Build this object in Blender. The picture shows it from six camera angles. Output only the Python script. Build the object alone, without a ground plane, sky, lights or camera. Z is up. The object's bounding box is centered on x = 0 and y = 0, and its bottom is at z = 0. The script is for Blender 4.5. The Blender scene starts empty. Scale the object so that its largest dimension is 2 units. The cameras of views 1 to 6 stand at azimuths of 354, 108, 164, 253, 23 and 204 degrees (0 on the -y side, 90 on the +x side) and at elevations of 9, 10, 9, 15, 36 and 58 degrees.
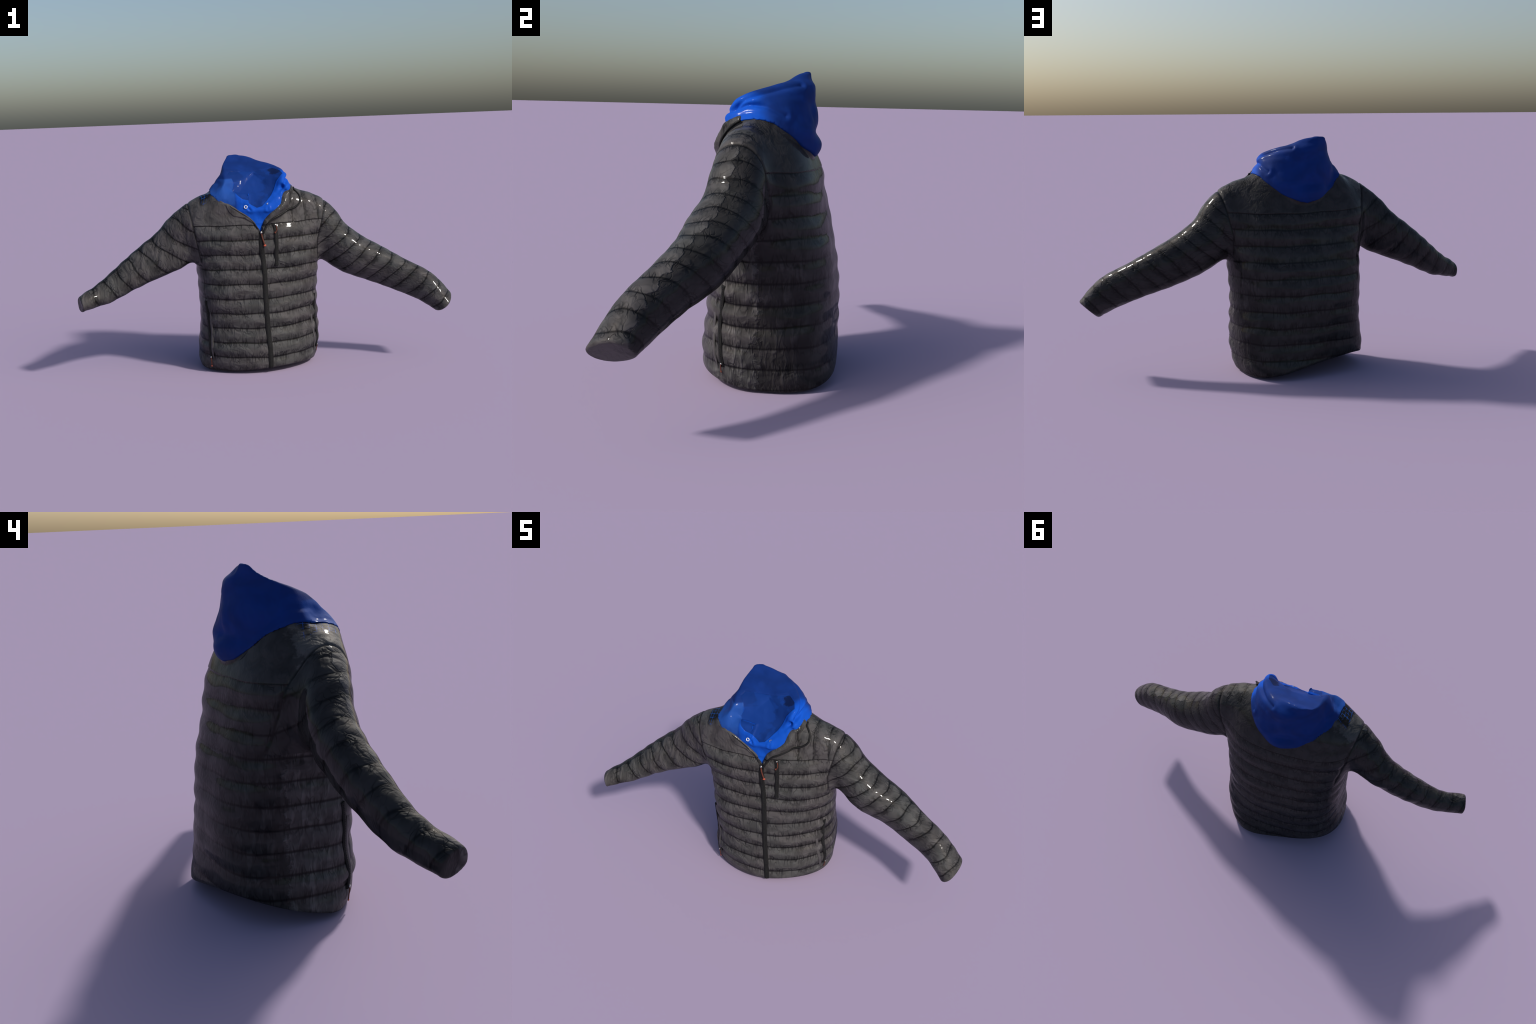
"""Quilted dark puffer jacket worn over a blue hooded sweatshirt, arms spread, no wearer.

The garment is described as a smooth implicit body: a torso lofted through horizontal
rounded cross-sections, two sleeves swept along bent spines and a hood lofted through polar
cross-sections.  The body is meshed, quilted by displacement and separated into parts."""
import bpy, bmesh, math
import numpy as np
from mathutils import Vector

rng = np.random.default_rng(7)

# ------------------------------------------------------------------ sections
TORSO_Z = np.array([0.0, .06, .13, .22, .32, .42, .52, .62, .70, .78, .85, .91, .96, 1.0])
TORSO_AXIS = (-.04, -.03)
# half width to +x, half width to -x, depth to the front, depth to the back,
# roundness of the four corners (front -x, front +x, back +x, back -x), turn about the vertical
TORSO = np.array([
    [.308, .334, .230, .301, 1.60, 1.91, 2.82, 2.75, .168], [.324, .328, .234, .287, 1.80, 1.94, 2.93, 2.71, .166],
    [.332, .327, .231, .277, 2.16, 2.11, 2.88, 2.94, .126], [.334, .318, .220, .274, 2.28, 1.92, 2.87, 2.88, .074],
    [.330, .314, .213, .272, 2.63, 1.88, 2.47, 2.89, .072], [.332, .315, .204, .266, 2.83, 2.14, 2.36, 3.04, .126],
    [.334, .319, .198, .247, 2.67, 2.52, 2.44, 3.09, .122], [.336, .333, .188, .222, 2.73, 2.92, 2.46, 3.00, .086],
    [.330, .349, .189, .205, 2.90, 2.78, 2.49, 2.99, .125], [.309, .350, .173, .187, 2.56, 2.52, 2.68, 3.05, .090],
    [.277, .327, .135, .158, 2.51, 2.51, 2.65, 2.82, .095], [.238, .286, .094, .126, 2.48, 2.51, 2.60, 2.71, .069],
    [.196, .234, .060, .093, 2.47, 2.50, 2.57, 2.64, .067], [.153, .179, .060, .060, 2.48, 2.50, 2.56, 2.62, .067]])
HEM = (0.033, -0.081, 0.071, -0.093, -0.592, 0.235, 0.240)      # hem height: 1, x, y, xx - yy, xy, xxy, xxx about the axis
# sleeve spines: x, y, z, radius above, radius below, radius to either side, roll
SLEEVE_R = np.array([
    [-.107, -.127, .816, .142, .143, .050, .054, -.292], [-.215, -.111, .821, .146, .143, .068, .072, -.340],
    [-.322, -.087, .792, .139, .142, .084, .090, -.046], [-.419, -.064, .733, .127, .137, .082, .080, -.101],
    [-.514, -.051, .660, .109, .126, .079, .078, .240], [-.622, -.058, .591, .101, .099, .073, .073, .374],
    [-.735, -.079, .523, .082, .074, .065, .066, .453], [-.849, -.119, .453, .068, .056, .058, .052, .331],
    [-.968, -.179, .403, .054, .030, .054, .052, .216]])
SLEEVE_L = np.array([
    [.125, -.043, .852, .100, .104, .088, .087, .214], [.225, -.029, .816, .120, .115, .090, .096, .190],
    [.311, -.022, .753, .119, .124, .096, .101, .051], [.388, -.023, .672, .102, .132, .089, .103, .332],
    [.489, -.041, .602, .094, .131, .098, .107, .201], [.611, -.053, .540, .085, .120, .080, .096, .226],
    [.738, -.091, .479, .073, .107, .064, .077, .097], [.866, -.131, .405, .074, .091, .062, .070, .105],
    [.972, -.176, .305, .054, .058, .077, .077, .199]])
CUFF_R = (0.019, -0.980, -0.328, -0.138)
CUFF_L = (-0.010, 0.588, 0.074, -0.634)
# hood: polar radii every 30 degrees (from +x, counter-clockwise) at each height
HOOD_Z = np.array([.755, .84, .88, .92, .96, 1.0, 1.035, 1.065, 1.09, 1.115, 1.14])
HOOD = np.array([
    [.125, .130, .137, .143, .145, .141, .135, .131, .129, .128, .126, .123],
    [.178, .175, .177, .193, .187, .175, .171, .172, .174, .159, .177, .180],
    [.200, .191, .185, .191, .179, .171, .174, .181, .188, .196, .217, .210],
    [.218, .200, .182, .148, .148, .158, .170, .186, .203, .221, .235, .232],
    [.229, .193, .157, .136, .131, .139, .157, .181, .210, .233, .248, .251],
    [.217, .170, .128, .114, .109, .116, .133, .162, .206, .236, .250, .242],
    [.204, .150, .109, .089, .085, .090, .105, .136, .183, .223, .249, .249],
    [.175, .128, .095, .071, .064, .068, .083, .112, .155, .196, .224, .226],
    [.144, .107, .077, .057, .047, .051, .068, .097, .128, .156, .174, .172],
    [.091, .061, .039, .033, .031, .037, .054, .076, .094, .109, .114, .109],
    [.025, .017, .014, .015, .017, .023, .037, .050, .058, .058, .052, .040]])
# the hood opening: depth y of the slanting face by height, hollowed between the two rims
FACE_Z = np.array([.82, .88, .93, .98, 1.02, 1.05, 1.08, 1.11, 1.145])
FACE_Y = (-0.251, -0.197, -0.150, -0.106, -0.074, -0.045, 0.005, 0.055, 0.088)
FACE_HOLLOW = 0.058
# where the blue cloth leaves the jacket: angle about the neck axis, height
NECK_AXIS = (-.04, -.05)
NECK_EDGE = np.array([
    (-172, .962), (-165, .960), (-157, .955), (-148, .937), (-140, .905), (-134, .890), (-125, .861),
    (-115, .840), (-106, .820), (-98, .797), (-91, .767), (-86, .744), (-79, .774), (-72, .806),
    (-63, .835), (-54, .860), (-44, .882), (-35, .918), (-27, .938), (-10, .959), (8, .969),
    (18, .963), (28, .954), (41, .922), (57, .886), (66, .867), (78, .852), (86, .840), (97, .832),
    (114, .842), (129, .868), (141, .895), (150, .922), (161, .944), (171, .960), (180, .966)])
LAPEL = np.array([(-82, .739), (-73, .783), (-63, .815), (-40, .846), (-26, .855), (-22, .863),
                  (-18, .879), (-15, .905), (-11, .934), (-5, .958)])
LAPEL_R = np.array([(-138, .891), (-135, .856), (-130, .834), (-114, .820), (-98, .790), (-88, .743)])
ROW0, ROW = .788, .0775                               # quilting rows of the torso
SEAM_L = (6.34, 7.79, .52, -12.34, .97, 2.17)         # quilting rows of the sleeves:
SEAM_R = (9.56, 7.41, -.42, -14.0, 7.91, -9.46)       # 1, x, y, z, xx, xz


# ------------------------------------------------------------------ small maths
def hermite(zk, v, z):
    zk = np.asarray(zk, float); v = np.asarray(v, float)
    m = np.gradient(v, zk, axis=0)
    z = np.clip(z, zk[0], zk[-1])
    i = np.clip(np.searchsorted(zk, z, side='right') - 1, 0, len(zk) - 2)
    h = zk[i + 1] - zk[i]; t = (z - zk[i]) / h
    if v.ndim > 1: t = t[:, None]; h = h[:, None]
    return ((2*t**3 - 3*t**2 + 1)*v[i] + (t**3 - 2*t**2 + t)*h*m[i]
            + (-2*t**3 + 3*t**2)*v[i+1] + (t**3 - t**2)*h*m[i+1])


def smin(a, b, k):
    h = np.maximum(k - np.abs(a - b), 0) / k
    return np.minimum(a, b) - h*h*k*.25


def smax(a, b, k): return -smin(-a, -b, k)


def sstep(a, b, x):
    t = np.clip((x - a) / (b - a), 0, 1)
    return t*t*(3 - 2*t)


def hash3(i, j, k, seed):
    n = (i*73856093) ^ (j*19349663) ^ (k*83492791) ^ (seed*2654435)
    n = (n ^ (n >> 13)) * 1274126177 & 0x7fffffff
    n = (n ^ (n >> 16)) & 0xffff
    return n / 32767.5 - 1.0


def noise(P, seed=0):
    I = np.floor(P).astype(np.int64); f = P - I; f = f*f*f*(f*(f*6 - 15) + 10)
    o = 0
    for a in (0, 1):
        for b in (0, 1):
            for c in (0, 1):
                w = ((f[:, 0] if a else 1 - f[:, 0]) * (f[:, 1] if b else 1 - f[:, 1])
                     * (f[:, 2] if c else 1 - f[:, 2]))
                o = o + w*hash3(I[:, 0] + a, I[:, 1] + b, I[:, 2] + c, seed)
    return o


# ------------------------------------------------------------------ implicit garment
def torso_radius(th, z):
    q = hermite(TORSO_Z, TORSO, z); th = th - q[:, 8]; c = np.cos(th); s = np.sin(th)
    a = np.where(c > 0, q[:, 0], q[:, 1]); b = np.where(s > 0, q[:, 3], q[:, 2])
    n = np.where(s > 0, np.where(c > 0, q[:, 6], q[:, 7]), np.where(c > 0, q[:, 5], q[:, 4]))
    return ((np.abs(c)/a)**n + (np.abs(s)/b)**n)**(-1/n)


def hem_height(x, y):
    x = x + .04
    return HEM[0] + HEM[1]*x + HEM[2]*y + HEM[3]*(x*x - y*y) + HEM[4]*x*y + HEM[5]*x*x*y + HEM[6]*x**3


def f_torso(P):
    x, y, z = P.T
    dx = x - TORSO_AXIS[0]; dy = y - TORSO_AXIS[1]; th = np.arctan2(dy, dx)
    g = (torso_radius(th, z + .01) - torso_radius(th, z - .01)) / .02
    f = (np.hypot(dx, dy) - torso_radius(th, z)) / np.sqrt(1 + np.minimum(g*g, 9))
    h = hem_height(x, y)
    return smax(smax(f, h - z, .014), z - 1.0, .03)


def f_hood(P):
    z = P[:, 2]; t = np.clip((z - .85)/.29, -.2, 1); n = HOOD.shape[1]

    def level(z, t):
        dx = P[:, 0] + .04 + .09*t; dy = P[:, 1] + .04 - .12*t
        u = (np.arctan2(dy, dx) / (2*np.pi)) % 1 * n
        i = np.floor(u).astype(int); w = u - i; v = hermite(HOOD_Z, HOOD, z); r = np.arange(len(u))
        p = [v[r, (i + k) % n] for k in (-1, 0, 1, 2)]
        R = p[1] + .5*w*(p[2] - p[0] + w*(2*p[0] - 5*p[1] + 4*p[2] - p[3] + w*(3*(p[1] - p[2]) + p[3] - p[0])))
        return np.hypot(dx, dy) - R
    e = .006
    te = lambda q: np.clip((q - .85)/.29, -.2, 1)
    g = (level(z + e, te(z + e)) - level(z - e, te(z - e))) / (2*e)
    f = level(z, t) / np.sqrt(1 + np.minimum(g*g, 9))
    q = np.minimum(((P[:, 0] + .045)/.16)**2, 1.6)
    cut = lambda h: hermite(FACE_Z, FACE_Y, h) - FACE_HOLLOW*q*np.exp(-((h - 1.02)/.05)**2)
    gc = (cut(z + e) - cut(z - e)) / (2*e)
    f = smax(f, (cut(z) - P[:, 1])/np.sqrt(1 + np.minimum(gc*gc, 9)), .012)
    return smax(smax(f, z - HOOD_Z[-1], .01), HOOD_Z[0] - z, .015)


def sleeve_spine(A, n=40):
    S = hermite(np.arange(len(A)), A, np.linspace(0, len(A) - 1, n))
    T = np.gradient(S[:, :3], axis=0); T /= np.linalg.norm(T, axis=1)[:, None]
    W = np.cross(T, [0, 0, 1.0]); W /= np.linalg.norm(W, axis=1)[:, None]
    return S, T, W, np.cross(W, T)


def f_sleeve(A, cuff, P):
    S, T, W, U = sleeve_spine(A); C = S[:, :3]; n = len(C)
    j = np.empty(len(P), int)
    for k in range(0, len(P), 60000):
        Q = P[k:k + 60000]
        j[k:k + 60000] = ((C*C).sum(1)[None] - 2*Q @ C.T).argmin(1)
    step = np.linalg.norm(np.diff(C, axis=0), axis=1).mean()
    t = np.einsum('ij,ij->i', P - C[j], T[j])
    idx = j + np.clip(t/step, -.5, .5); i0 = np.clip(np.floor(idx).astype(int), 0, n - 2)
    w = np.clip(idx - i0, 0, 1)[:, None]
    L = lambda X: X[i0]*(1 - w) + X[i0 + 1]*w
    d = P - L(C); r = L(S[:, 3:])
    a = np.einsum('ij,ij->i', d, L(T)); u0 = np.einsum('ij,ij->i', d, L(U)); v0 = np.einsum('ij,ij->i', d, L(W))
    cr = np.cos(r[:, 4]); sr = np.sin(r[:, 4]); u = u0*cr + v0*sr; v = v0*cr - u0*sr
    rad = np.sqrt(u*u + v*v) + 1e-9; ru = np.where(u > 0, r[:, 0], r[:, 1])
    rv = np.where(v > 0, r[:, 2], r[:, 3])
    f = rad - ((np.abs(u/rad)/ru)**2.2 + (np.abs(v/rad)/rv)**2.2)**(-1/2.2)
    f = np.where(np.abs(a) > step, np.sqrt(np.maximum(f, 0)**2 + (np.abs(a) - step)**2), f)
    nrm = np.array(cuff[1:]) / np.linalg.norm(cuff[1:])
    return smax(f, (P - C[-1]) @ nrm - cuff[0], .012)


def f_all(P):
    f = f_torso(P)
    for A, cuff, m in ((SLEEVE_R, CUFF_R, P[:, 0] < -.02), (SLEEVE_L, CUFF_L, P[:, 0] > -.06)):
        s = np.full(len(P), 1.0); s[m] = f_sleeve(A, cuff, P[m]); f = smin(f, s, .06)
    m = P[:, 2] > .74
    h = np.full(len(P), 1.0); h[m] = f_hood(P[m])
    # the right cheek of the hood runs softly into the shoulder
    k = .01 + .07*(1 - sstep(-.22, -.15, P[:, 0]))*(1 - sstep(-.06, .02, P[:, 1]))*sstep(.88, .93, P[:, 2])
    return smin(f, h, k)


def neck_polar(P):
    dx = P[:, 0] - NECK_AXIS[0]; dy = P[:, 1] - NECK_AXIS[1]
    return np.degrees(np.arctan2(dy, dx)), np.hypot(dx, dy)


_ke = np.concatenate([NECK_EDGE[-3:] - (360, 0), NECK_EDGE, NECK_EDGE[:3] + (360, 0)])


def neck_edge(th): return np.interp(th, _ke[:, 0], _ke[:, 1])


def neck_cut(P):
    """signed distance-like value, positive above the line where jacket gives way to hood"""
    th, r = neck_polar(P); e = neck_edge(th)
    g = (neck_edge(th + 2) - neck_edge(th - 2)) / (np.radians(4)*np.maximum(r, .05))
    return (P[:, 2] - e) / np.sqrt(1 + g*g)


def tuck(P):
    """1 where the blue cloth is tucked behind the jacket front, 0 where it lies on top"""
    th, _ = neck_polar(P)
    return np.interp(th, [-180, -165, -150, -138, -40, -20, 0, 40, 150, 180], [.1, .2, .35, 1, 1, .3, .1, 0, 0, .1])


def f_jacket(P):
    w = tuck(P); r = neck_polar(P)[1]
    return smax(f_all(P), np.where(r < .34, neck_cut(P) - .012*(1 - w), -1), .004)


def f_hood_part(P):
    w = tuck(P); r = neck_polar(P)[1]
    return smax(f_all(P) - .005*(1 - w) + .003*w + .006*w*(P[:, 2] < .9)*(.9 - np.minimum(P[:, 2], .9))/.1, np.where(r < .34, -neck_cut(P) - .02*w, 1), .006)


# ------------------------------------------------------------------ meshing
def surface_nets(f, lo, hi, h):
    n = [int(math.ceil((b - a)/h)) + 1 for a, b in zip(lo, hi)]
    ax = [lo[i] + h*np.arange(n[i]) for i in range(3)]
    G = np.stack(np.meshgrid(*ax, indexing='ij'), -1).reshape(-1, 3)
    F = np.concatenate([f(G[k:k + 400000]) for k in range(0, len(G), 400000)]).reshape(n)
    s = F < 0
    c = sum(s[a:n[0]-1+a, b:n[1]-1+b, d:n[2]-1+d].astype(int) for a in (0, 1) for b in (0, 1) for d in (0, 1))
    cell = np.argwhere((c > 0) & (c < 8)); ids = -np.ones(np.array(n) - 1, int)
    ids[tuple(cell.T)] = np.arange(len(cell))
    acc = np.zeros((len(cell), 3)); cnt = np.zeros(len(cell))
    for axis in range(3):
        for a in (0, 1):
            for b in (0, 1):
                o = np.zeros(3, int); oth = [k for k in range(3) if k != axis]; o[oth[0]] = a; o[oth[1]] = b
                p0 = cell + o; p1 = p0.copy(); p1[:, axis] += 1
                f0 = F[tuple(p0.T)]; f1 = F[tuple(p1.T)]; m = (f0 < 0) != (f1 < 0)
                t = np.where(m, f0/np.where(m, f0 - f1, 1), 0); q = p0.astype(float); q[:, axis] += t
                acc[m] += q[m]; cnt[m] += 1
    V = np.array(lo) + h*acc/cnt[:, None]; Q = []
    for axis in range(3):
        sl0 = [slice(None)]*3; sl1 = [slice(None)]*3; sl0[axis] = slice(0, -1); sl1[axis] = slice(1, None)
        a0 = s[tuple(sl0)]; a1 = s[tuple(sl1)]; e = np.argwhere(a0 != a1)
        u, v = (axis + 1) % 3, (axis + 2) % 3
        e = e[(e[:, u] > 0) & (e[:, v] > 0) & (e[:, u] < n[u]-1) & (e[:, v] < n[v]-1)]
        q = []
        for du, dv in ((-1, -1), (0, -1), (0, 0), (-1, 0)):
            p = e.copy(); p[:, u] += du; p[:, v] += dv; q.append(ids[tuple(p.T)])
        q = np.stack(q, 1); flip = ~s[tuple(e.T)]; q[flip] = q[flip][:, ::-1]; Q.append(q)
    return V, np.concatenate(Q)


def subdivide(V, Q):
    E = np.stack([Q, np.roll(Q, -1, 1)], -1).reshape(-1, 2); E.sort(1)
    k, inv = np.unique(E[:, 0]*len(V) + E[:, 1], return_inverse=True)
    mid = (V[k // len(V)] + V[k % len(V)]) / 2; cen = V[Q].mean(1)
    inv = inv.reshape(-1, 4) + len(V); c = len(V) + len(k) + np.arange(len(Q))
    out = [np.stack([Q[:, i], inv[:, i], c, inv[:, i - 1]], 1) for i in range(4)]
    return np.concatenate([V, mid, cen]), np.concatenate(out)


def smooth(V, Q, it, lam=.5):
    a = np.concatenate([Q[:, i] for i in range(4)]); b = np.concatenate([Q[:, (i + 1) % 4] for i in range(4)])
    cnt = np.bincount(a, minlength=len(V)) + np.bincount(b, minlength=len(V))
    for _ in range(it):
        S = np.stack([np.bincount(a, V[b, k], len(V)) + np.bincount(b, V[a, k], len(V)) for k in range(3)], 1)
        V = V + lam*(S/np.maximum(cnt, 1)[:, None] - V)
    return V


def normals(V, Q):
    n = np.cross(V[Q[:, 2]] - V[Q[:, 0]], V[Q[:, 3]] - V[Q[:, 1]])
    N = np.stack([sum(np.bincount(Q[:, i], n[:, k], len(V)) for i in range(4)) for k in range(3)], 1)
    return N / np.maximum(np.linalg.norm(N, axis=1), 1e-12)[:, None]


def project(f, V, it=2):
    for _ in range(it):
        f0 = f(V); e = 2e-3
        g = np.stack([f(V + np.eye(3)[k]*e) - f0 for k in range(3)], 1)/e
        V = V - np.clip(f0/np.maximum((g*g).sum(1), .25), -.006, .006)[:, None]*g
    return V


def mesh_of(f, lo, hi, h=.008):
    V, Q = surface_nets(f, lo, hi, h)
    V, Q = subdivide(V, Q); V = project(f, smooth(V, Q, 2))
    V, Q = subdivide(V, Q); V = smooth(V, Q, 3)
    return V, Q


def line_distance(P, pts):
    pts = np.asarray(pts, float); d = np.full(len(P), 9.0)
    near = np.all((P > pts.min(0) - .06) & (P < pts.max(0) + .06), axis=1); R = P[near]; b = np.full(len(R), 9.0)
    for p, q in zip(pts[:-1], pts[1:]):
        v = q - p; t = np.clip((R - p) @ v / (v @ v), 0, 1); b = np.minimum(b, np.linalg.norm(R - p - t[:, None]*v, axis=1))
    d[near] = b
    return d


def curve_points(ctrl, n):
    ctrl = np.asarray(ctrl, float); k = np.r_[0, np.cumsum(np.linalg.norm(np.diff(ctrl, axis=0), axis=1))]
    return hermite(k, ctrl, np.linspace(0, k[-1], n))


def onto_surface(ctrl, lift=0.0, f=f_all):
    """move points to the garment along their radius about the torso axis"""
    P = np.asarray(ctrl, float).copy(); c = np.array([-.04, -.03]); d = P[:, :2] - c
    d /= np.linalg.norm(d, axis=1)[:, None]; lo = np.full(len(P), .02); hi = np.full(len(P), .5)
    r0 = np.linalg.norm(P[:, :2] - c, axis=1); lo = np.maximum(r0 - .05, .02); hi = r0 + .05
    for _ in range(22):
        m = (lo + hi)/2; q = np.column_stack([c + d*m[:, None], P[:, 2]]); ins = f(q) < 0
        lo = np.where(ins, m, lo); hi = np.where(ins, hi, m)
    return np.column_stack([c + d*(lo + lift)[:, None], P[:, 2]])


def polar_points(th_z, lift=0.0):
    """points on the garment from (angle about the neck axis, height)"""
    out = []
    for th, z in th_z:
        c, s = math.cos(math.radians(th)), math.sin(math.radians(th)); r = np.linspace(.42, .05, 380)
        P = np.column_stack([NECK_AXIS[0] + c*r, NECK_AXIS[1] + s*r, np.full(len(r), z)])
        i = np.argmax(f_all(P) < 0); out.append(P[i] + np.array([c, s, 0])*lift)
    return np.array(out)


# ------------------------------------------------------------------ node helpers
class Nodes:
    def __init__(self, name):
        self.mat = bpy.data.materials.new(name); self.mat.use_nodes = True
        self.t = self.mat.node_tree; self.bsdf = self.t.nodes['Principled BSDF']
        self.pos = self.t.nodes.new('ShaderNodeTexCoord').outputs['Object']
        s = self.t.nodes.new('ShaderNodeSeparateXYZ'); self.link(self.pos, s.inputs[0])
        self.x, self.y, self.z = s.outputs

    def link(self, a, b): self.t.links.new(a, b)

    def put(self, sock, v):
        if isinstance(v, bpy.types.NodeSocket): self.link(v, sock)
        else: sock.default_value = v

    def m(self, op, a, b=0.0, c=None):
        n = self.t.nodes.new('ShaderNodeMath'); n.operation = op
        self.put(n.inputs[0], a); self.put(n.inputs[1], b)
        if c is not None: self.put(n.inputs[2], c)
        return n.outputs[0]

    def add(self, *v):
        o = v[0]
        for q in v[1:]: o = self.m('ADD', o, q)
        return o

    def mul(self, a, b): return self.m('MULTIPLY', a, b)

    def step(self, a, b, v, lo=0.0, hi=1.0):
        n = self.t.nodes.new('ShaderNodeMapRange'); n.interpolation_type = 'SMOOTHSTEP'
        self.put(n.inputs[0], v); n.inputs[1].default_value = a; n.inputs[2].default_value = b
        n.inputs[3].default_value = lo; n.inputs[4].default_value = hi
        return n.outputs[0]

    def noise(self, scale, detail=3.0, rough=.55, stretch=(1, 1, 1), rot=(0, 0, 0), distort=0.0):
        mp = self.t.nodes.new('ShaderNodeMapping'); self.link(self.pos, mp.inputs['Vector'])
        mp.inputs['Scale'].default_value = stretch; mp.inputs['Rotation'].default_value = rot
        n = self.t.nodes.new('ShaderNodeTexNoise'); self.link(mp.outputs[0], n.inputs['Vector'])
        n.inputs['Scale'].default_value = scale; n.inputs['Detail'].default_value = detail
        n.inputs['Roughness'].default_value = rough; n.inputs['Distortion'].default_value = distort
        return n.outputs[0]

    def mix(self, f, a, b, kind='MIX'):
        n = self.t.nodes.new('ShaderNodeMix'); n.data_type = 'RGBA'; n.blend_type = kind
        self.put(n.inputs[0], f)
        for s, v in ((n.inputs[6], a), (n.inputs[7], b)):
            self.put(s, v if isinstance(v, bpy.types.NodeSocket) else (*v, 1.0))
        return n.outputs[2]

    def bump(self, h, strength, dist):
        n = self.t.nodes.new('ShaderNodeBump'); n.inputs['Strength'].default_value = strength
        n.inputs['Distance'].default_value = dist; self.link(h, n.inputs['Height'])
        self.link(n.outputs[0], self.bsdf.inputs['Normal'])

    def set(self, **k):
        for a, v in k.items(): self.put(self.bsdf.inputs[a.replace('_', ' ')], v)
        return self.mat


def rgb(r, g, b):
    f = lambda c: (c/255/12.92) if c <= 10.3 else ((c/255 + .055)/1.055)**2.4
    return (f(r), f(g), f(b))


SHELL_A, SHELL_B = (.066, .0615, .061), (.058, .058, .0565)


def shell_material(name, kind):
    """glossy quilted nylon: seam and pucker shadows painted dark, faint two-tone mottling"""
    k = Nodes(name); x, y, z = k.x, k.y, k.z; wide = ROW
    rag = k.noise(26, 3, .6, (1, 1, 1.4), (.3, .2, 0))
    if kind == 'torso':
        zz = k.add(z, k.mul(k.m('SINE', k.add(k.mul(x, 9.0), 1.0)), .0035), k.mul(k.m('SINE', k.add(k.mul(y, 17.0), k.mul(x, 5.0))), .003), k.mul(k.m('SINE', k.add(k.mul(x, 31.0), k.mul(z, 19.0))), .0016))
        rows = k.m('DIVIDE', k.m('SUBTRACT', zz, ROW0), ROW)
        yoke = k.m('DIVIDE', k.add(x, .02, k.mul(z, .06)), .072)
        upper = k.step(ROW0 + .001, ROW0 + .002, zz)
        row = k.add(k.mul(rows, k.m('SUBTRACT', 1.0, upper)), k.mul(yoke, upper))
        plain = k.mul(upper, k.m('SUBTRACT', 1.0, k.mul(k.step(.12, .14, x), k.step(.06, .03, y))))
        na = k.noise(11, 1.5, .5, (2.7, 2.7, .6), (.24, .36, 0), .3); nb = k.noise(12, 1.5, .5, (2.5, 2.5, .6), (-.2, -.42, .3), .3)
        folds = k.noise(11, 2.5, .55, (1.25, 1.25, 1.5), (.3, .5, 0), .7)
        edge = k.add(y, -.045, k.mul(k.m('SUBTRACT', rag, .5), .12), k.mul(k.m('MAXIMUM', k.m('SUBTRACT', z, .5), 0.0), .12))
        behind = k.mul(k.step(-.006, .012, edge), .56)  # back of torso darkened in colour: the scan's baked shade
    else:
        q = SEAM_L if kind == 'left' else SEAM_R
        row = k.add(q[0], k.mul(x, q[1]), k.mul(y, q[2]), k.mul(z, q[3]), k.mul(k.mul(x, x), q[4]), k.mul(k.mul(x, z), q[5]),
                    k.mul(k.m('SINE', k.add(k.mul(z, 31.0), k.mul(y, 40.0))), .07))
        wide = .08; plain = 0.0
        turn = (0, .6 if kind == 'left' else -.9, .3)
        na = k.noise(11, 1.5, .5, (.8, 2.2, 2.2) if kind == 'left' else (2.6, 1.6, .8), turn, .6)
        nb = k.noise(12, 1.5, .5, (1.1, 2.2, 2.0) if kind == 'left' else (2.2, 1.4, 1.0), (.3, turn[1]*.4, .2), .6)
        folds = k.noise(10, 2.5, .55, (1.0, 1.4, 1.4) if kind == 'left' else (2.2, 1.2, .8), turn, .8)
        scallop = k.mul(k.m('ABSOLUTE', k.m('SINE', k.mul(row, math.pi))), .014)
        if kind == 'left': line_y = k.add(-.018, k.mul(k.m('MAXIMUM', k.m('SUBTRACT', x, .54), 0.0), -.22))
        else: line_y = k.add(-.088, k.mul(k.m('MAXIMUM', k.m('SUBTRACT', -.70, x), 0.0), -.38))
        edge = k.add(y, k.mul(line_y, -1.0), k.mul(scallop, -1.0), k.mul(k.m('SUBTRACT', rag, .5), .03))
        behind = k.mul(k.step(-.001, .004, edge), .60)  # baked shadow on sleeve top and rear, darkened up to a scalloped edge
    fr = k.m('FRACT', row); d = k.mul(k.m('MINIMUM', fr, k.m('SUBTRACT', 1.0, fr)), wide)
    d = k.add(d, k.mul(plain, .05))
    line = k.step(.0004, .0075, k.add(d, k.mul(k.m('SUBTRACT', rag, .5), .006)))  # shadow in the seam grooves, put into the colour
    line = k.add(k.mul(line, .78), .22)
    if kind == 'torso': line = k.add(line, k.mul(k.mul(k.m('SUBTRACT', 1.0, line), upper), k.mul(k.step(.4, .6, folds), .7)))
    # puckers: crease shadows drawn as thin dark lines, fading out from the seams
    ridge = lambda n, w: k.step(0.0, w, k.m('ABSOLUTE', k.m('SUBTRACT', n, .5)))
    pucker = k.m('MINIMUM', ridge(na, .045), ridge(nb, .038))
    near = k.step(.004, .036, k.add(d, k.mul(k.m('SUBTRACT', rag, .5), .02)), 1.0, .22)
    # self-shadow under each baffle, painted as a ragged darker band
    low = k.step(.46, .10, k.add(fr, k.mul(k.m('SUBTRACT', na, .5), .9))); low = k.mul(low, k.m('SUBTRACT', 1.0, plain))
    xs = k.add(.287, k.mul(k.m('MAXIMUM', k.m('SUBTRACT', z, .68), 0.0), .25)); xr = k.add(-.349, k.mul(k.m('SUBTRACT', z, .629), -.19))
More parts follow.
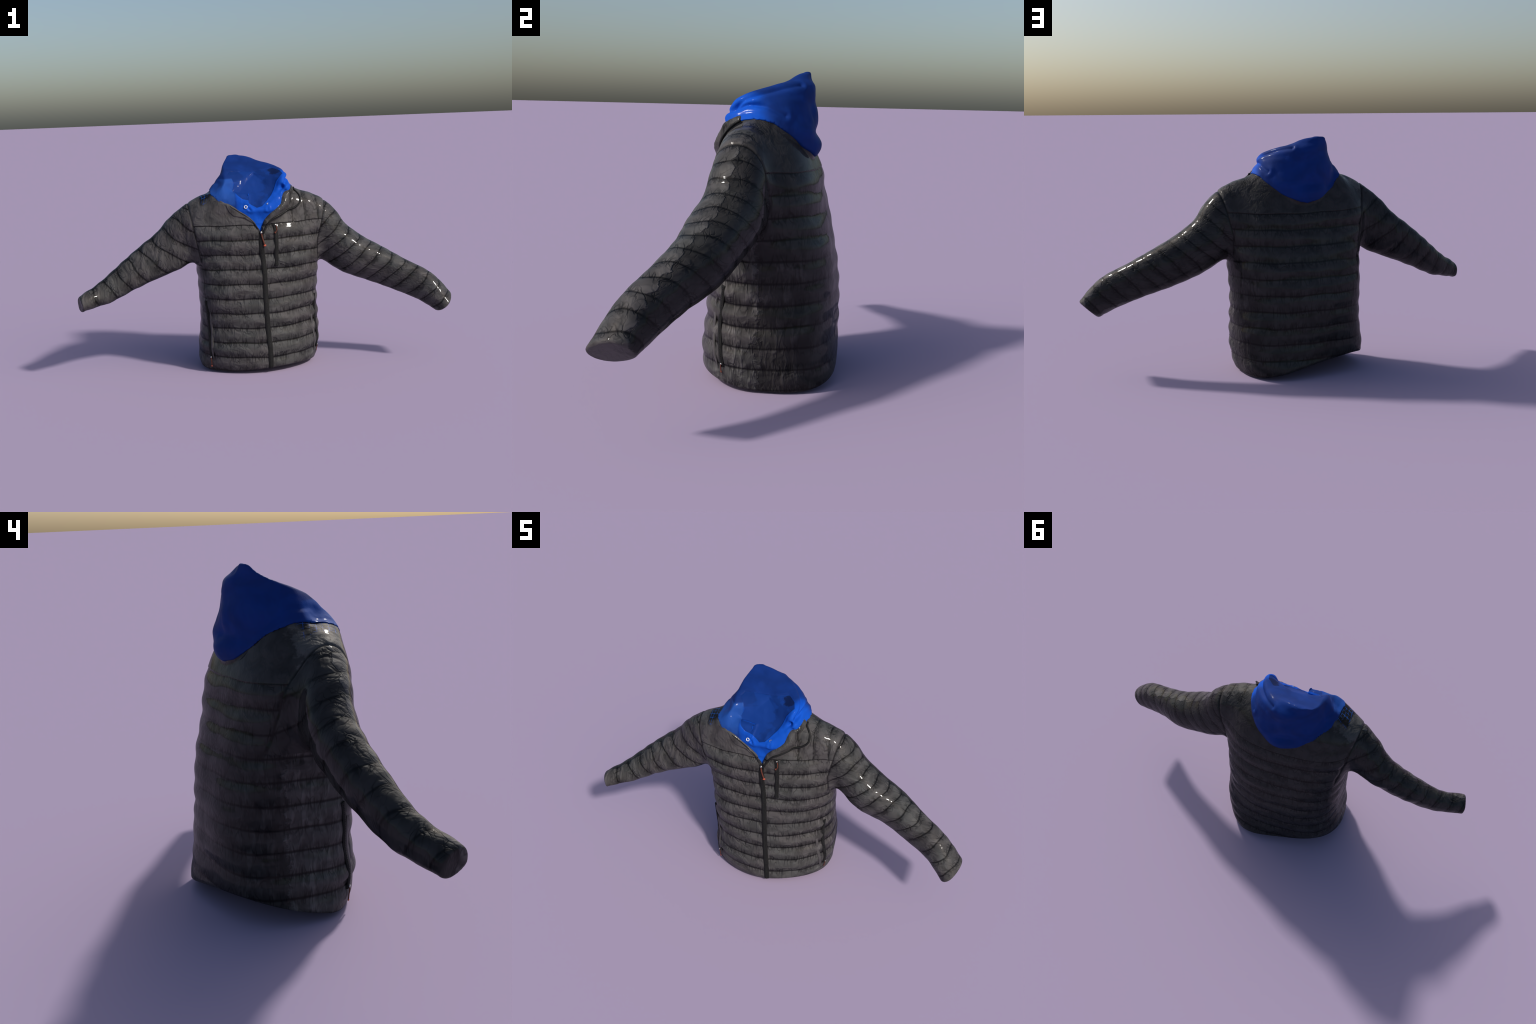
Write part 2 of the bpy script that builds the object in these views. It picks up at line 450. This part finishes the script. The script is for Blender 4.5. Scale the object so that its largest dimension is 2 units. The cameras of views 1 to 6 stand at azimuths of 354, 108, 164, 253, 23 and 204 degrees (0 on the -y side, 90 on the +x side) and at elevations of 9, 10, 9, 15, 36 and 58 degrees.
    ah = k.m('MINIMUM', k.m('ABSOLUTE', k.m('SUBTRACT', x, xs)), k.m('ABSOLUTE', k.m('SUBTRACT', x, xr)))
    arm = k.m('MAXIMUM', k.step(.001, .006, ah, .3, 1.0), k.step(.60, .57, z))
    line = k.m('MINIMUM', line, arm)
    mott = k.noise(5.5, 3, .6)
    base = k.mix(k.step(.35, .65, mott), SHELL_A, SHELL_B)
    broad = k.step(.34, .62, folds, .74, 1.14)  # light and shade of broad folds, multiplied into the base colour
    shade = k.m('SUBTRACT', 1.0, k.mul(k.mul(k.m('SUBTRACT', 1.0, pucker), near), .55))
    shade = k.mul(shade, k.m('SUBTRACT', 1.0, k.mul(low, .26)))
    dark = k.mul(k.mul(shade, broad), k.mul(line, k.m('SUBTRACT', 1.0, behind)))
    flank = 0.0
    if kind == 'torso':
        # side panels: paler slanting streaks between side pocket and back
        side = k.mul(k.step(.215, .250, k.m('ABSOLUTE', k.add(x, .038))), k.mul(k.step(-.16, -.12, y), k.step(.60, .50, z)))
        slant = k.noise(15, 2.5, .6, (1.0, 2.9, .75), (-.75, 0, 0), .5)
        flank = k.mul(k.step(.47, .64, slant), side)
        dark = k.mul(dark, k.add(1.0, k.mul(side, -.16), k.mul(flank, .55)))
        # scuffed black patch with loose blue threads beside the hood on the right shoulder
        px = k.m('ABSOLUTE', k.add(x, .296)); py = k.m('ABSOLUTE', k.add(y, .100))
        patch = k.mul(k.mul(k.step(.052, .042, k.add(px, k.mul(rag, .01))), k.step(.085, .060, k.add(py, k.mul(rag, .02)))), k.step(.885, .9, z))
        dark = k.mul(dark, k.m('SUBTRACT', 1.0, k.mul(patch, .88)))
        wav = k.mul(k.m('SINE', k.mul(y, 60.0)), .004)
        t1 = k.m('ABSOLUTE', k.m('SUBTRACT', k.m('FRACT', k.mul(k.add(x, wav), 62.0)), .5))
        t2 = k.m('ABSOLUTE', k.m('SUBTRACT', k.m('FRACT', k.mul(k.add(y, k.mul(x, .3)), 48.0)), .5))
        thread = k.mul(k.mul(k.step(.07, .03, k.m('MINIMUM', t1, t2)), patch), k.step(.45, .6, k.noise(30, 2, .5)))
    col = k.t.nodes.new('ShaderNodeVectorMath'); col.operation = 'SCALE'
    k.link(base, col.inputs[0]); k.link(dark, col.inputs['Scale']); out = col.outputs[0]
    if kind == 'torso': out = k.mix(thread, out, (.01, .07, .30))
    weave = k.noise(420, 2, .5)
    puff = k.m('POWER', k.m('ABSOLUTE', k.m('SINE', k.mul(fr, math.pi))), .55)
    puff = k.mul(puff, k.m('SUBTRACT', 1.0, plain))
    if kind == 'torso': puff = k.mul(puff, k.m('SUBTRACT', 1.0, k.mul(upper, .7)))
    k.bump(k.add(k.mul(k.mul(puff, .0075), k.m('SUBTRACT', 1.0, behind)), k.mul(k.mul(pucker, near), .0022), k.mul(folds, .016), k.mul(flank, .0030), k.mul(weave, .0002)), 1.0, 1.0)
    return k.set(Base_Color=out, Roughness=.6, Specular_IOR_Level=.05, Coat_Weight=.30, Coat_Roughness=.05, Coat_IOR=1.45)


def cloth_material(name, kind):
    """soft knitted fleece: brighter blue at the front-left neckline, darker navy on back and top, a paler area on the right cheek"""
    k = Nodes(name); n = k.noise(7, 4, .6, (1, 1, 1.6), (0, .4, 0), .5); x, y, z = k.x, k.y, k.z
    if kind == 'hood':
        col = k.mix(k.step(.3, .7, n), (.0035, .022, .130), (.0045, .030, .180))
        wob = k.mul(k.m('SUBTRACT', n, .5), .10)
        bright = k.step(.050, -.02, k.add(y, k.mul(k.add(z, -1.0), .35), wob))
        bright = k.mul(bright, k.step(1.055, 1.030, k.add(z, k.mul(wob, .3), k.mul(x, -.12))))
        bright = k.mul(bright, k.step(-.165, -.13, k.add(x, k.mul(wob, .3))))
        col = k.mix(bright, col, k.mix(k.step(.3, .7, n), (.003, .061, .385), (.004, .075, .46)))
        cheek = k.mul(k.mul(k.step(-.150, -.160, x), k.step(-.055, -.075, k.add(y, k.mul(wob, .2)))), k.step(1.03, 1.02, z))
        col = k.mix(k.mul(cheek, k.step(.875, .905, z)), col, (.012, .060, .27))
    else:
        col = k.mix(k.step(.42, .50, n), (.003, .024, .140), (.004, .032, .185))
        dx = k.add(x, -.072); dy = k.add(y, .055); dz = k.add(z, -1.052)
        r = k.m('SQRT', k.add(k.mul(dx, dx), k.mul(dy, dy), k.mul(dz, dz)))
        col = k.mix(k.step(.038, .026, k.add(r, k.mul(k.m('SUBTRACT', k.noise(40, 3, .6), .5), .05))), col, (.002, .010, .055))
    pile = k.noise(260, 3, .6)
    k.bump(k.add(k.mul(pile, .0004), k.mul(k.noise(28, 3, .6, (1.8, 1.8, .7)), .002)), .6, 1.0)
    return k.set(Base_Color=col, Roughness=.8, Specular_IOR_Level=.1, Coat_Weight=.08, Coat_Roughness=.12, Coat_IOR=1.4)


def plain_material(name, c, rough=.5, metal=0.0, coat=0.0):
    k = Nodes(name); n = k.noise(60, 3, .6)
    col = k.mix(k.step(.3, .7, n), tuple(v*.8 for v in c), tuple(min(1, v*1.15) for v in c))
    return k.set(Base_Color=col, Roughness=rough, Specular_IOR_Level=.5 if metal else .2, Metallic=metal, Coat_Weight=coat, Coat_Roughness=.1)


# ------------------------------------------------------------------ objects
root = bpy.data.objects.new('hooded_jacket', None); bpy.context.collection.objects.link(root)
root['label'] = 'black quilted puffer jacket over a blue hooded sweatshirt, arms spread'
root['category'] = 'jacket'


def attach(name, me, mat, parent=root, kind=None):
    ob = bpy.data.objects.new(name, me); bpy.context.collection.objects.link(ob); ob.parent = parent
    for m in (mat if isinstance(mat, (list, tuple)) else [mat]): me.materials.append(m)
    if kind: ob['kind'] = kind
    return ob


def from_region(name, V, Q, N, mask, mat, parent=root):
    q = Q[mask]; used, inv = np.unique(q, return_inverse=True); q = inv.reshape(-1, 4)
    me = bpy.data.meshes.new(name); me.vertices.add(len(used)); me.vertices.foreach_set('co', V[used].ravel())
    me.loops.add(q.size); me.loops.foreach_set('vertex_index', q.ravel().astype(np.int32))
    me.polygons.add(len(q)); me.polygons.foreach_set('loop_start', np.arange(0, q.size, 4, dtype=np.int32))
    me.update(calc_edges=True); me.validate()
    me.polygons.foreach_set('use_smooth', np.ones(len(me.polygons), bool))
    me.normals_split_custom_set_from_vertices(N[used].astype(np.float32).tolist())
    return attach(name, me, mat, parent)


def tube_mesh(name, pts, radius, sides=8, flat=None, up=None, taper=False):
    """sweep an ellipse (radius, flat) along points; 'up' gives the outward direction at each point"""
    pts = np.asarray(pts, float); n = len(pts); T = np.gradient(pts, axis=0); T /= np.linalg.norm(T, axis=1)[:, None]
    U = np.tile([0, -1.0, 0], (n, 1)) if up is None else np.asarray(up, float)
    U = U - (U*T).sum(1)[:, None]*T; U /= np.linalg.norm(U, axis=1)[:, None]; W = np.cross(T, U)
    bm = bmesh.new(); rings = []
    for i in range(n):
        w = 1.0 if not taper else min(1, .25 + 4*min(i, n - 1 - i)/n)
        rings.append([bm.verts.new(pts[i] + W[i]*radius*w*math.cos(a) + U[i]*(flat or radius)*w*math.sin(a))
                      for a in (2*math.pi*s/sides for s in range(sides))])
    for a, b in zip(rings[:-1], rings[1:]):
        for s in range(sides): bm.faces.new((a[s], a[(s + 1) % sides], b[(s + 1) % sides], b[s]))
    bm.faces.new(rings[0][::-1]); bm.faces.new(rings[-1])
    bmesh.ops.recalc_face_normals(bm, faces=bm.faces)
    me = bpy.data.meshes.new(name); bm.to_mesh(me); bm.free()
    for p in me.polygons: p.use_smooth = True
    return me


def outward(pts):
    pts = np.asarray(pts, float); e = 3e-3; f0 = f_all(pts)
    g = np.stack([f_all(pts + np.eye(3)[k]*e) - f0 for k in range(3)], 1)
    return g/np.maximum(np.linalg.norm(g, axis=1), 1e-9)[:, None]


# ------------------------------------------------------------------ feature lines (metres)
ZIP = [(-.026, -.22, .745), (-.028, -.217, .677), (-.018, -.222, .564), (-.016, -.235, .423), (-.012, -.243, .232), (-.004, -.254, .088), (-.006, -.25, .022)]
CHEST_ZIP = [(.053, -.204, .782), (.055, -.214, .676), (.051, -.219, .566)]
POCKET_R = [(-.327, -.152, .385), (-.319, -.160, .315), (-.318, -.162, .231), (-.310, -.172, .139), (-.302, -.171, .075)]
WELT_R = [(-.288, -.188, .345), (-.289, -.187, .235), (-.290, -.192, .141), (-.284, -.182, .060)]
POCKET_L = [(.277, -.091, .383), (.275, -.098, .32), (.272, -.104, .232), (.276, -.097, .159), (.268, -.090, .085)]
WELT_L = [(.229, -.170, .339), (.231, -.166, .249), (.232, -.166, .176), (.236, -.135, .055)]
SIDE_R = [(-.335, -.150, .60), (-.330, -.152, .52), (-.327, -.155, .425), (-.320, -.162, .33)]
HOOD_FOLDS = [  # groove line, half width, depth
    ([(.000, .10, 1.088), (.049, .060, 1.073), (.086, .020, 1.061), (.116, -.027, 1.046), (.126, -.082, 1.022), (.112, -.120, .988), (.077, -.154, .953), (.040, -.172, .926), (.005, -.190, .898)], .0085, .009),
    ([(.109, .076, .978), (.120, .050, .988), (.126, .015, 1.005), (.133, -.017, 1.014), (.134, -.060, 1.014), (.126, -.092, .998), (.103, -.134, .972), (.068, -.162, .938)], .008, .009),
    ([(.118, -.137, .951), (.107, -.148, .937), (.110, -.152, .921)], .006, .004),
    ([(-.091, -.191, .884), (-.071, -.216, .852), (-.056, -.238, .808), (-.049, -.215, .770)], .005, .006),
    ([(.016, -.197, .890), (.014, -.216, .855), (.013, -.232, .816)], .005, .006)]
BRIM = [(-.182, -.075, 1.050), (-.169, -.048, 1.060), (-.107, -.039, 1.057), (-.042, -.038, 1.055), (.007, -.035, 1.059), (.057, -.025, 1.069), (.097, -.061, 1.056)]
FACE = [(.097, -.061, 1.056), (.110, -.094, 1.038), (.072, -.115, 1.002), (.053, -.134, .957), (.038, -.148, .929), (.012, -.171, .904),
        (-.014, -.193, .882), (-.042, -.198, .876), (-.086, -.186, .908), (-.118, -.195, .925), (-.142, -.185, .945), (-.163, -.130, .965),
        (-.150, -.112, .995), (-.163, -.096, 1.031), (-.182, -.075, 1.050)]


def seam_rows(kind, P):
    x, y, z = P.T
    if kind == 'torso':
        zz = z + .0035*np.sin(9*x + 1) + .003*np.sin(17*y + 5*x) + .0016*np.sin(31*x + 19*z)
        row = np.where(zz > ROW0 + .0015, (x + .02 + .06*z)/.072, (zz - ROW0)/ROW); wide = ROW
    else:
        q = SEAM_L if kind == 'left' else SEAM_R; wide = .08
        row = q[0] + q[1]*x + q[2]*y + q[3]*z + q[4]*x*x + q[5]*x*z + .07*np.sin(31*z + 40*y)
    fr = row % 1; d = np.minimum(fr, 1 - fr)*wide
    if kind == 'torso':
        plain = (zz > ROW0 + .0015)*(1 - sstep(.12, .14, x)*sstep(.06, .03, y))
        fr = fr*(1 - plain) + .25*plain; d = d + .05*plain
    return fr, d


def armhole(P):
    x, _, z = P.T
    return .287 + .25*np.maximum(z - .68, 0), -.349 - .19*(z - .629)


# ------------------------------------------------------------------ jacket body
V, Q = mesh_of(f_jacket, (-1.08, -.34, -.03), (1.10, .34, 1.03))
N = normals(V, Q); x, y, z = V.T
xl, xr = armhole(V)
wl = sstep(-.003, .003, x - xl)*np.where((z > .555) | (x > .33), 1, 0)
wr = sstep(-.003, .003, xr - x)*np.where((z > .575) | (x < -.40), 1, 0)
disp = np.zeros(len(V))
flat = np.ones(len(V))
for line, w in ((ZIP, .018), (CHEST_ZIP, .012), (POCKET_R, .012), (POCKET_L, .012)):
    flat *= sstep(w*.35, w*1.5, line_distance(V, line))
flat *= sstep(-.015, .04, z - hem_height(x, y))
pl = sstep(0, 1, 1 - np.clip(y/.1 + .5, 0, 1))       # 1 in front, 0 at the back, for finer puckers
for kind, w in (('torso', (1 - wl)*(1 - wr)), ('left', wl), ('right', wr)):
    m = w > 0
    P = V[m]; fr, d = seam_rows(kind, P)
    amp = {'torso': .0060, 'left': .0012, 'right': .0022}[kind]*(.55 + .45*pl[m])
    amp = amp*(1 + .55*noise(P*np.array([9.0, 9.0, 17.0]), 21))
    puff = amp*(np.sin(np.pi*fr)**2 - .5)
    if kind == 'torso': puff = puff*np.where(P[:, 2] > ROW0 + .002, .35, 1)
    if kind == 'torso':
        pk = noise(np.column_stack([P[:, 0]*42 + P[:, 2]*14, P[:, 1]*42, P[:, 2]*13]), 3)
        big = noise(np.column_stack([P[:, 0]*14 + P[:, 2]*8, P[:, 1]*14, P[:, 2]*9]), 4)
    elif kind == 'left':
        t = P[:, 0]*.76 - P[:, 2]*.65; u = P[:, 0]*.65 + P[:, 2]*.76
        pk = noise(np.column_stack([t*14, u*40, P[:, 1]*40]), 5); big = noise(np.column_stack([t*16 + u*9, u*9, P[:, 1]*9]), 6)
    else:
        t = -P[:, 0]*.6 - P[:, 2]*.8; u = -P[:, 0]*.8 + P[:, 2]*.6
        pk = noise(np.column_stack([t*30, u*24, P[:, 1]*24]), 7); big = noise(np.column_stack([t*26, u*10, P[:, 1]*8]), 8)
    puff = puff + (0 if kind == 'left' else .0005)*pk*np.exp(-d/.016) + {'torso': .0016*np.where(P[:, 2] > ROW0, .4, 1), 'left': .0004, 'right': .0020}[kind]*big
    disp[m] += w[m]*puff*flat[m]
# armhole grooves, pocket seams
up = z > .56
disp -= .004*np.exp(-(((x - xl)/.006)**2))*sstep(.56, .60, z)*(x > .2)
disp -= .004*np.exp(-(((x - xr)/.006)**2))*sstep(.58, .62, z)*(x < -.2)
for line in (WELT_R, WELT_L, SIDE_R): disp -= .003*np.exp(-(line_distance(V, line)/.005)**2)
for line in (POCKET_R, POCKET_L): disp -= .004*np.exp(-(line_distance(V, line)/.006)**2)
# turned-down collar flap: a raised panel beside the blue V
th, rr = neck_polar(V)
lz = np.interp(th, LAPEL[:, 0], LAPEL[:, 1])
flap = sstep(-.002, .004, z - lz)*sstep(-83, -80, th)*(1 - sstep(-8, -5, th))*(rr < .30)
disp += .0105*flap
lr = np.interp(th, LAPEL_R[:, 0], LAPEL_R[:, 1])
flap_r = sstep(-.002, .004, z - lr)*sstep(-140, -137, th)*(1 - sstep(-90, -86, th))*(rr < .30)
disp += .004*flap_r
V = V + N*disp[:, None]; N = normals(V, Q)
c = V[Q].mean(1); cl, cr = armhole(c)
is_l = (c[:, 0] > cl) & ((c[:, 2] > .555) | (c[:, 0] > .33))
is_r = (c[:, 0] < cr) & ((c[:, 2] > .575) | (c[:, 0] < -.40))
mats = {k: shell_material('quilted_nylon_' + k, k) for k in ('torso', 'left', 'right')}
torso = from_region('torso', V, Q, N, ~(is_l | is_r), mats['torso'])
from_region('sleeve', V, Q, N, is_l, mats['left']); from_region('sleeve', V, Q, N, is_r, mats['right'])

# ------------------------------------------------------------------ hood
HV, HQ = mesh_of(f_hood_part, (-.36, -.32, .68), (.26, .26, 1.18), .007)
HN = normals(HV, HQ); d = np.zeros(len(HV))
for line, w, depth in HOOD_FOLDS:
    q = line_distance(HV, curve_points(line, 40)); d += -depth*np.exp(-(q/w)**2) + depth*.45*np.exp(-((q - 2.4*w)/(1.6*w))**2)


def inside_face(P):
    """winding test of points against the face opening seen along its own slope"""
    ax = np.array([(1, 0, 0), (0, .62, .78)], float); F = np.array(FACE + BRIM[1:-1]) @ ax.T; A = P @ ax.T
    ins = np.zeros(len(P), bool)
    for (ax0, ay0), (ax1, ay1) in zip(F, np.roll(F, -1, 0)):
        c1 = (ay0 > A[:, 1]) != (ay1 > A[:, 1])
        ins ^= c1 & (A[:, 0] < (ax1 - ax0)*(A[:, 1] - ay0)/(ay1 - ay0 + 1e-12) + ax0)
    return ins


near = (HN[:, 1] < .2) & (HV[:, 1] < .02)
face_line = np.minimum(line_distance(HV, curve_points(FACE, 60)), line_distance(HV, curve_points(BRIM, 40)))
ins = inside_face(HV) & near
sd = np.where(ins, face_line, -face_line)
d += -.003*sstep(-.003, .004, sd)*near - .003*np.exp(-(line_distance(HV, curve_points(BRIM, 40))/.005)**2)
d += .0025*noise(HV*np.array([16, 16, 9.0]), 11) + .0015*noise(HV*np.array([34, 20, 34.0]), 12)
HV = HV + HN*d[:, None]; HV = smooth(HV, HQ, 1); HN = normals(HV, HQ)
hc = HV[HQ].mean(1); hn = HN[HQ].mean(1)
inner = inside_face(hc) & (hn[:, 1] < .2) & (hc[:, 1] < .02)
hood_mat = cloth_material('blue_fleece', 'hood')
lining_mat = cloth_material('darker_blue_opening', 'lining')
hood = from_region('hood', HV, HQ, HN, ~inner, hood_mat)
from_region('hood_lining', HV, HQ, HN, inner, lining_mat, hood)

# ------------------------------------------------------------------ zippers, bindings, trims
tape = plain_material('black_zipper_tape', (.008, .008, .008), .7)
coil = plain_material('black_zipper_coil', (.014, .015, .014), .5, 0, .1)
bind = plain_material('black_binding', (.007, .007, .007), .6, 0, .05)
metal = plain_material('brushed_metal', (.42, .41, .39), .35, .9)
cord = plain_material('red_brown_cord', (.10, .030, .018), .6)
tab = plain_material('orange_tab', (.50, .10, .055), .5)
white = plain_material('white_metal_ring', (.80, .80, .82), .3, .3)


def zipper(name, ctrl, half, n=90):
    p = onto_surface(curve_points(ctrl, n), .0); u = outward(p)
    ob = attach(name, tube_mesh(name, p + u*.0005, half, 10, .0035, u), tape)
    q = p + u*.0036; side = np.cross(np.gradient(p, axis=0), u); side /= np.linalg.norm(side, axis=1)[:, None]
    bm = bmesh.new()
    L = np.r_[0, np.cumsum(np.linalg.norm(np.diff(q, axis=0), axis=1))]; cnt = int(L[-1]/.0042)
    for i in range(cnt):
        s = (i + .5)/cnt*L[-1]; c = np.array([np.interp(s, L, q[:, k]) for k in range(3)])
        w = np.array([np.interp(s, L, side[:, k]) for k in range(3)]); o = np.array([np.interp(s, L, u[:, k]) for k in range(3)])
        t = np.cross(w, o); c = c + w*(.0012 if i % 2 else -.0012)
        vs = [bm.verts.new(c + w*a*.0026 + o*b*.0012 + t*g*.0013) for a in (-1, 1) for b in (-1, 1) for g in (-1, 1)]
        for f in ((0, 1, 3, 2), (4, 6, 7, 5), (0, 4, 5, 1), (2, 3, 7, 6), (0, 2, 6, 4), (1, 5, 7, 3)): bm.faces.new([vs[j] for j in f])
    bmesh.ops.recalc_face_normals(bm, faces=bm.faces)
    me = bpy.data.meshes.new('zipper_teeth'); bm.to_mesh(me); bm.free()
    attach('zipper_teeth', me, coil, ob, 'stuff')
    return ob


def slider(parent, path, size=1.0, tab_len=.016, end=None):
    """metal slider with a hanging cord and a coloured end tab along the given path"""
    p = onto_surface(path, .006*size); u = outward(p)
    a = curve_points(np.vstack([p[0] + u[0]*.001, (p[0]*.55 + p[1]*.45) + u[0]*.002]), 8)
    uu = np.tile(u[0], (8, 1))
    attach('zipper_slider', tube_mesh('zipper_slider', a, .0058*size, 10, .0042*size, uu, True), metal, parent)
    k = curve_points(p, 24); kk = np.array([np.interp(np.linspace(0, 1, 24), np.linspace(0, 1, len(u)), u[:, i]) for i in range(3)]).T
    cut = 24 - max(4, int(24*tab_len/np.linalg.norm(np.diff(k, axis=0), axis=1).sum()))
    attach('zipper_cord', tube_mesh('zipper_cord', k[4:cut + 1] + kk[4:cut + 1]*.003, .0034*size, 8, .0026*size, kk[4:cut + 1]), cord, parent)
    attach('zipper_tab', tube_mesh('zipper_tab', k[cut:] + kk[cut:]*.0036, .0068*size, 8, .003*size, kk[cut:], True), end or tab, parent)


front = zipper('front_zipper', ZIP, .0135, 130)
slider(front, [(-.027, -.22, .752), (-.024, -.22, .722), (-.018, -.22, .700), (-.010, -.22, .672)], 1.15)
chest = zipper('chest_pocket_zipper', CHEST_ZIP, .0115, 50)
slider(chest, [(.052, -.204, .784), (.058, -.205, .768), (.056, -.208, .748), (.044, -.21, .737)], .8, .012, cord)
pr = zipper('side_pocket_zipper', POCKET_R, .0105, 60)
slider(pr, [(-.302, -.171, .088), (-.304, -.172, .066), (-.308, -.172, .048), (-.309, -.170, .030)], .8, .012)
plz = zipper('side_pocket_zipper', POCKET_L, .0105, 60)
slider(plz, [(.268, -.090, .100), (.268, -.092, .086), (.267, -.094, .074), (.268, -.092, .062)], .75, .010, cord)

welt_mat = plain_material('smooth_nylon_welt', (.060, .057, .056), .5, 0, .3)
for a, b in ((POCKET_R, WELT_R), (POCKET_L, WELT_L)):
    n = 50; A = curve_points(a[1:], n); B = curve_points(b, n); p = onto_surface(A*.5 + B*.5, .0); u = outward(p)
    attach('pocket_welt', tube_mesh('pocket_welt', p, .0085, 10, .0035, u, True), welt_mat, torso)

t = np.r_[0, np.cumsum(np.hypot(np.diff(LAPEL[:, 0])*.004, np.diff(LAPEL[:, 1])))]; q = np.linspace(0, t[-1], 70)
lapc = polar_points(np.column_stack([np.interp(q, t, LAPEL[:, 0]), np.interp(q, t, LAPEL[:, 1])]))
for _ in range(4): lapc[1:-1] = (lapc[:-2] + 2*lapc[1:-1] + lapc[2:])/4
lapc = lapc + outward(lapc)*.0115
attach('collar_binding', tube_mesh('collar_binding', lapc, .0050, 8, .0050, outward(lapc)), bind, torso)
edge_l = curve_points(polar_points([(t, neck_edge(np.array([t]))[0] - .002) for t in (-85, -79, -72, -64, -55)], .001), 40)
attach('collar_binding', tube_mesh('collar_binding', edge_l, .0042, 8, .004, outward(edge_l)), bind, torso)
edge_r = curve_points(polar_points([(t, neck_edge(np.array([t]))[0] - .002) for t in (-87, -91, -97, -104, -113, -123, -128, -134)], .001), 50)
attach('collar_binding', tube_mesh('collar_binding', edge_r, .0042, 8, .004, outward(edge_r)), bind, torso)


def ring(name, centre, R, r, mat, parent):
    c = onto_surface([centre], .001)[0]; u = outward([c])[0]; a = np.cross(u, [0, 0, 1.0]); a /= np.linalg.norm(a); b = np.cross(u, a)
    t = np.linspace(0, 2*math.pi, 25)
    pts = c + R*(np.cos(t)[:, None]*a + np.sin(t)[:, None]*b)
    attach(name, tube_mesh(name, pts, r, 8, r, np.tile(u, (25, 1))), mat, parent)


ring('eyelet', (-.099, -.195, .881), .0075, .0022, white, hood)
ring('eyelet', (.017, -.186, .890), .0060, .0016, metal, hood)

allv = np.concatenate([V, HV])
print('BOUNDS', allv.min(0).round(3), allv.max(0).round(3), 'quads', len(Q) + len(HQ))
